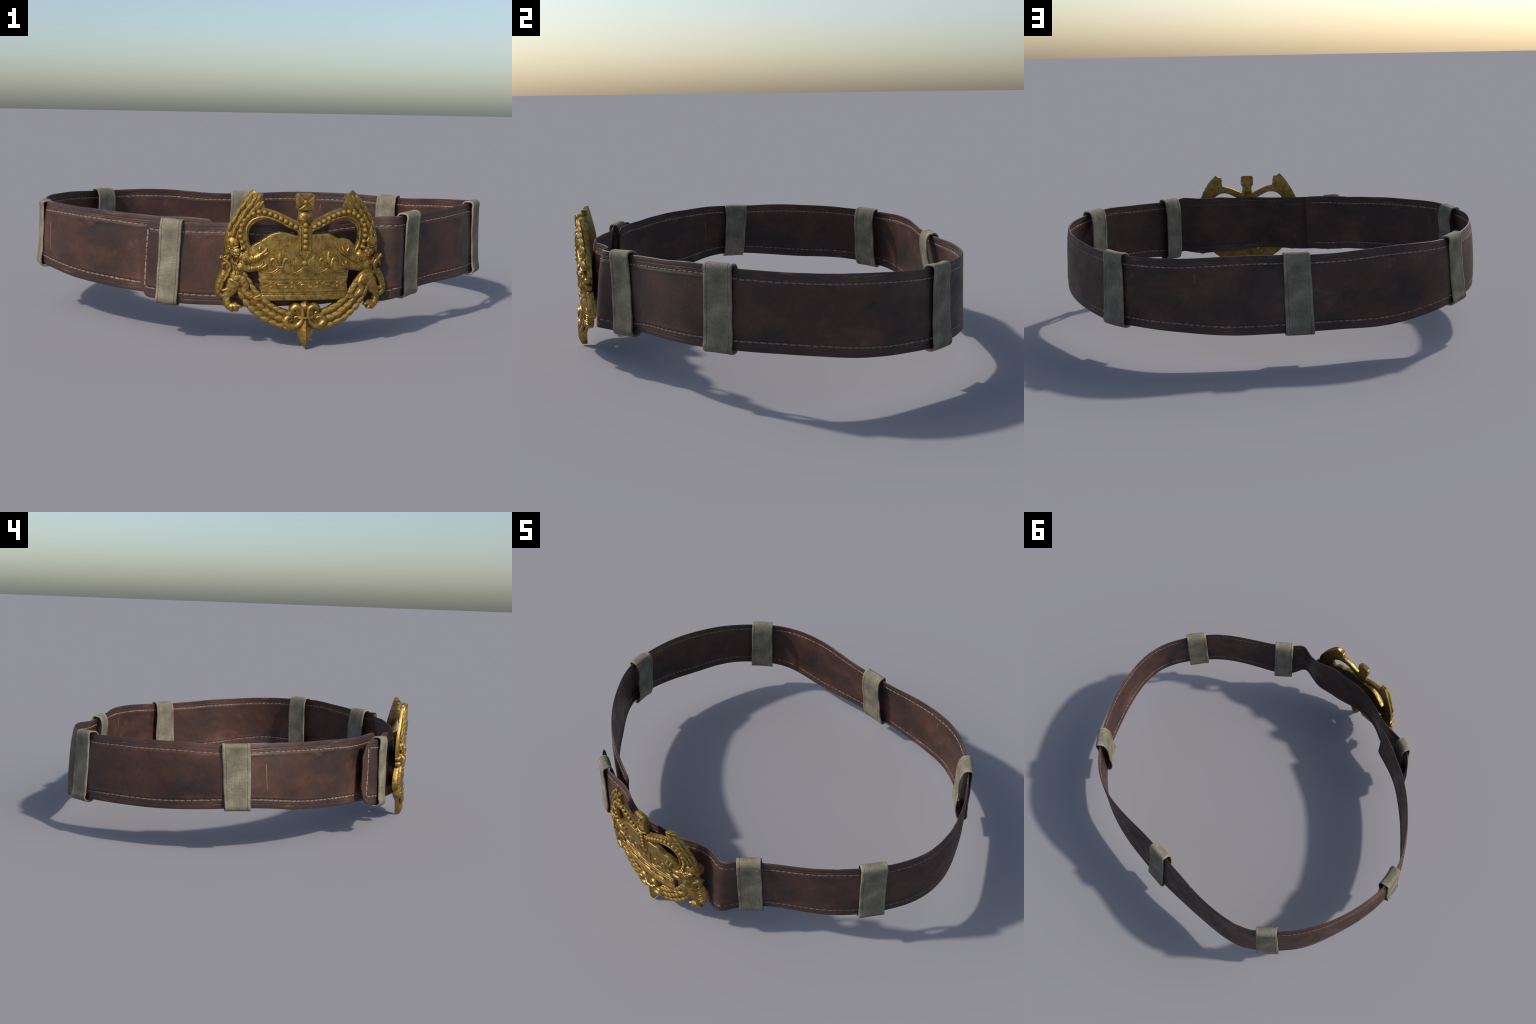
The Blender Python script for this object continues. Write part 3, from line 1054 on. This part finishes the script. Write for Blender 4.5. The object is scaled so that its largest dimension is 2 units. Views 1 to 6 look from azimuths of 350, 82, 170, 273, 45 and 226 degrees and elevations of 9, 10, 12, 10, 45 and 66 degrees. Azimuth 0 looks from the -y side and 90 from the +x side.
        add_l("lion_arm", join([
            strip(sg([(-240, 314), (-216, 303), (-194, 301), (-172, 304), (-160, 308)]), [19, 15, 12.5, 11.5, 11], 15 + e, [37, 36, 35, 34, 33], lump=2, seed=8),
            strip(sg([(-164, 308), (-158, 318), (-160, 328)]), [8, 7, 4], 16, [34, 34, 31]),
            strip(sg([(-160, 306), (-148, 312), (-142, 320)]), [8, 7, 3], 16.3, [34, 33, 29]),
            strip(sg([(-164, 303), (-150, 302), (-140, 305)]), [7, 6, 3], 16.6, [33, 32, 29])]
            + [strip(sg([(-204 + 8 * k, 294), (-201 + 8 * k, 309)]), 1.5, 20, 36.4) for k in range(5)]))
        add_l("lion_leg", join([
            strip(sg([(-258, 254), (-268, 224), (-283, 202), (-286, 185), (-281, 165), (-268, 156), (-250, 158)]), [28, 24, 17, 14.5, 14.5, 17, 17],
                  4.2 + e, [37, 36, 33, 33, 33, 34, 32], lump=2.5, seed=9),
            strip(sg([(-262, 154), (-252, 146), (-245, 143)]), [8, 7, 3], 12, [34, 33, 28]), strip(sg([(-272, 154), (-270, 144), (-265, 139)]), [7, 6, 3], 12.3, [34, 33, 28]),
            strip(sg([(-252, 162), (-240, 160), (-232, 156)]), [8, 6, 3], 12.6, [33, 32, 28])]
            + [strip(sg([(-297, 196 - 9 * k), (-287, 200 - 9 * k)]), 1.7, 18, 33.8) for k in range(5)]))
        add_l("lion_leg", join([
            strip(sg([(-246, 264), (-229, 254), (-219, 238), (-222, 217), (-211, 200), (-192, 192), (-174, 193)]), [23, 22, 17.5, 13, 12, 12, 11],
                  9.2 + e, [37, 37, 36, 34, 34, 34, 33], lump=2, seed=10),
            strip(sg([(-184, 196), (-170, 202), (-163, 207)]), [6, 5, 3], 14, [34, 33, 30]), strip(sg([(-184, 190), (-168, 189), (-158, 190)]), [6, 5, 2], 14.3, [34, 33, 30]),
            strip(sg([(-190, 186), (-182, 178), (-174, 176)]), [6, 5, 2], 14.6, [33, 32, 29])]))
        add_l("lion_tail", join([
            strip(sg([(-258, 240), (-279, 226), (-297, 217), (-306, 222), (-302, 240), (-288, 266), (-277, 290), (-273, 306), (-280, 321), (-294, 333), (-303, 347)]),
                  [8, 7, 6.5, 7, 7, 7, 7.5, 8, 9, 8, 5], 12 + e, [33, 33, 33, 33, 34, 35, 36, 36, 37, 36, 34], lump=1),
            strip(sg([(-292, 290), (-302, 264), (-313, 238), (-316, 214), (-306, 198), (-290, 194)]), [10, 13, 12, 12, 12, 9], 3.4 + e, [28, 30, 30, 30, 30, 29], lump=1.5, seed=4),
            strip(sg([(-280, 322), (-296, 316), (-300, 302)]), [8, 7, 3], 8 + e, [33, 32, 28]),
            strip(sg([(-285, 347), (-296, 340), (-308, 338)]), [4, 7, 7], 7 + e, [30, 33, 32]),
            strip(sg([(-272, 352), (-281, 338), (-284, 330)]), [9, 9, 6], 5 + e, [32, 32, 30])]
            + [strip(sg([(-306 - 2.0 * k, 276 - 11 * k), (-293 - 2.0 * k, 270 - 11 * k)]), 2.0, 16, 33) for k in range(6)]))

    # ---- fleur-de-lis pendant
    def faceted(pts_left, b_mid, back, rim_d, ridge):
        """Blade symmetric about the axis with a sharp central ridge: left outline from top to bottom."""
        pts, faces = [], []
        n = len(pts_left)
        for a, b in pts_left:
            k = min(1, abs(a) / 18)
            r = rim_d + (ridge - rim_d) * (0.25 + .75 * k)
            pts += [(a, b, back), (a, b, rim_d * (.55 + .45 * k)), (0, b, r), (-a, b, rim_d * (.55 + .45 * k)), (-a, b, back)]
        for i in range(n - 1):
            for k in range(5):
                p, q = i * 5 + k, i * 5 + (k + 1) % 5
                faces.append((p, q, q + 5, p + 5))
        faces.append(tuple(range(5))); faces.append(tuple(range((n - 1) * 5, n * 5)))
        return pts, faces
    lo = catmull([(-12, 120), (-17, 104), (-28, 80), (-32, 67), (-20, 36), (-1, 0.5)], 4)
    add_shape("pendant_blade", faceted([tuple(q) for q in lo], 67, 1.2, 18, 39), BRASS_LIGHT, 22)
    up = catmull([(-2, 187), (-12, 174), (-21, 160), (-13, 143), (-7, 120)], 4)
    add_shape("pendant_petal", faceted([tuple(q) for q in up], 160, 4.4, 22, 38), BRASS_LIGHT, 22)
    for side in (1, -1):
        sg = (lambda p: p) if side == 1 else mirror
        add_shape("pendant_scroll", strip(sg([(-9, 119), (-11, 140), (-18, 155), (-33, 162), (-46, 153), (-46, 140), (-36, 136)]),
                                          [8, 10, 12, 13, 12.5, 10, 7], 5.5 + .3 * side, [37, 37, 38, 38, 37, 34, 31]), BRASS_LIGHT)
        add_shape("pendant_scroll", strip(sg([(-11, 117), (-20, 99), (-38, 88), (-60, 91), (-74, 106), (-66, 121), (-48, 120), (-38, 113)]),
                                          [8, 11, 13, 14, 13.5, 10, 8, 5], 6.6 + .3 * side, [37, 37, 38, 38, 37, 36, 34, 31]), BRASS_LIGHT)
        add_shape("pendant_scroll", strip(sg([(-16, 122), (-34, 122), (-52, 108)]), [4, 8, 8], 7.7 + .3 * side, [34, 32, 30]), BRASS)
    add("pendant_plate", plate("pendant_plate", [(-50, 92), (50, 92), (50, 130), (40, 156), (12, 160), (-12, 160), (-40, 156), (-50, 130)], 3.7, 20, 2.0))
    add_shape("pendant_band", strip([(-27, 119), (-12, 119), (0, 119), (12, 119), (27, 119)], 4.6, 20, [36, 39, 40, 39, 36]), BRASS_LIGHT)
    return B


# ------------------------------------------------------------------- assemble
belt = empty("leather_belt")
belt["label"] = "brown stitched leather belt with canvas loops and brass crown buckle"
belt["category"] = "belt"
strap = build_strap(belt)
build_stitches(belt)
build_scratches(belt)
for i, spec in enumerate(LOOPS):
    build_loop(i, spec, belt)
build_buckle(belt)
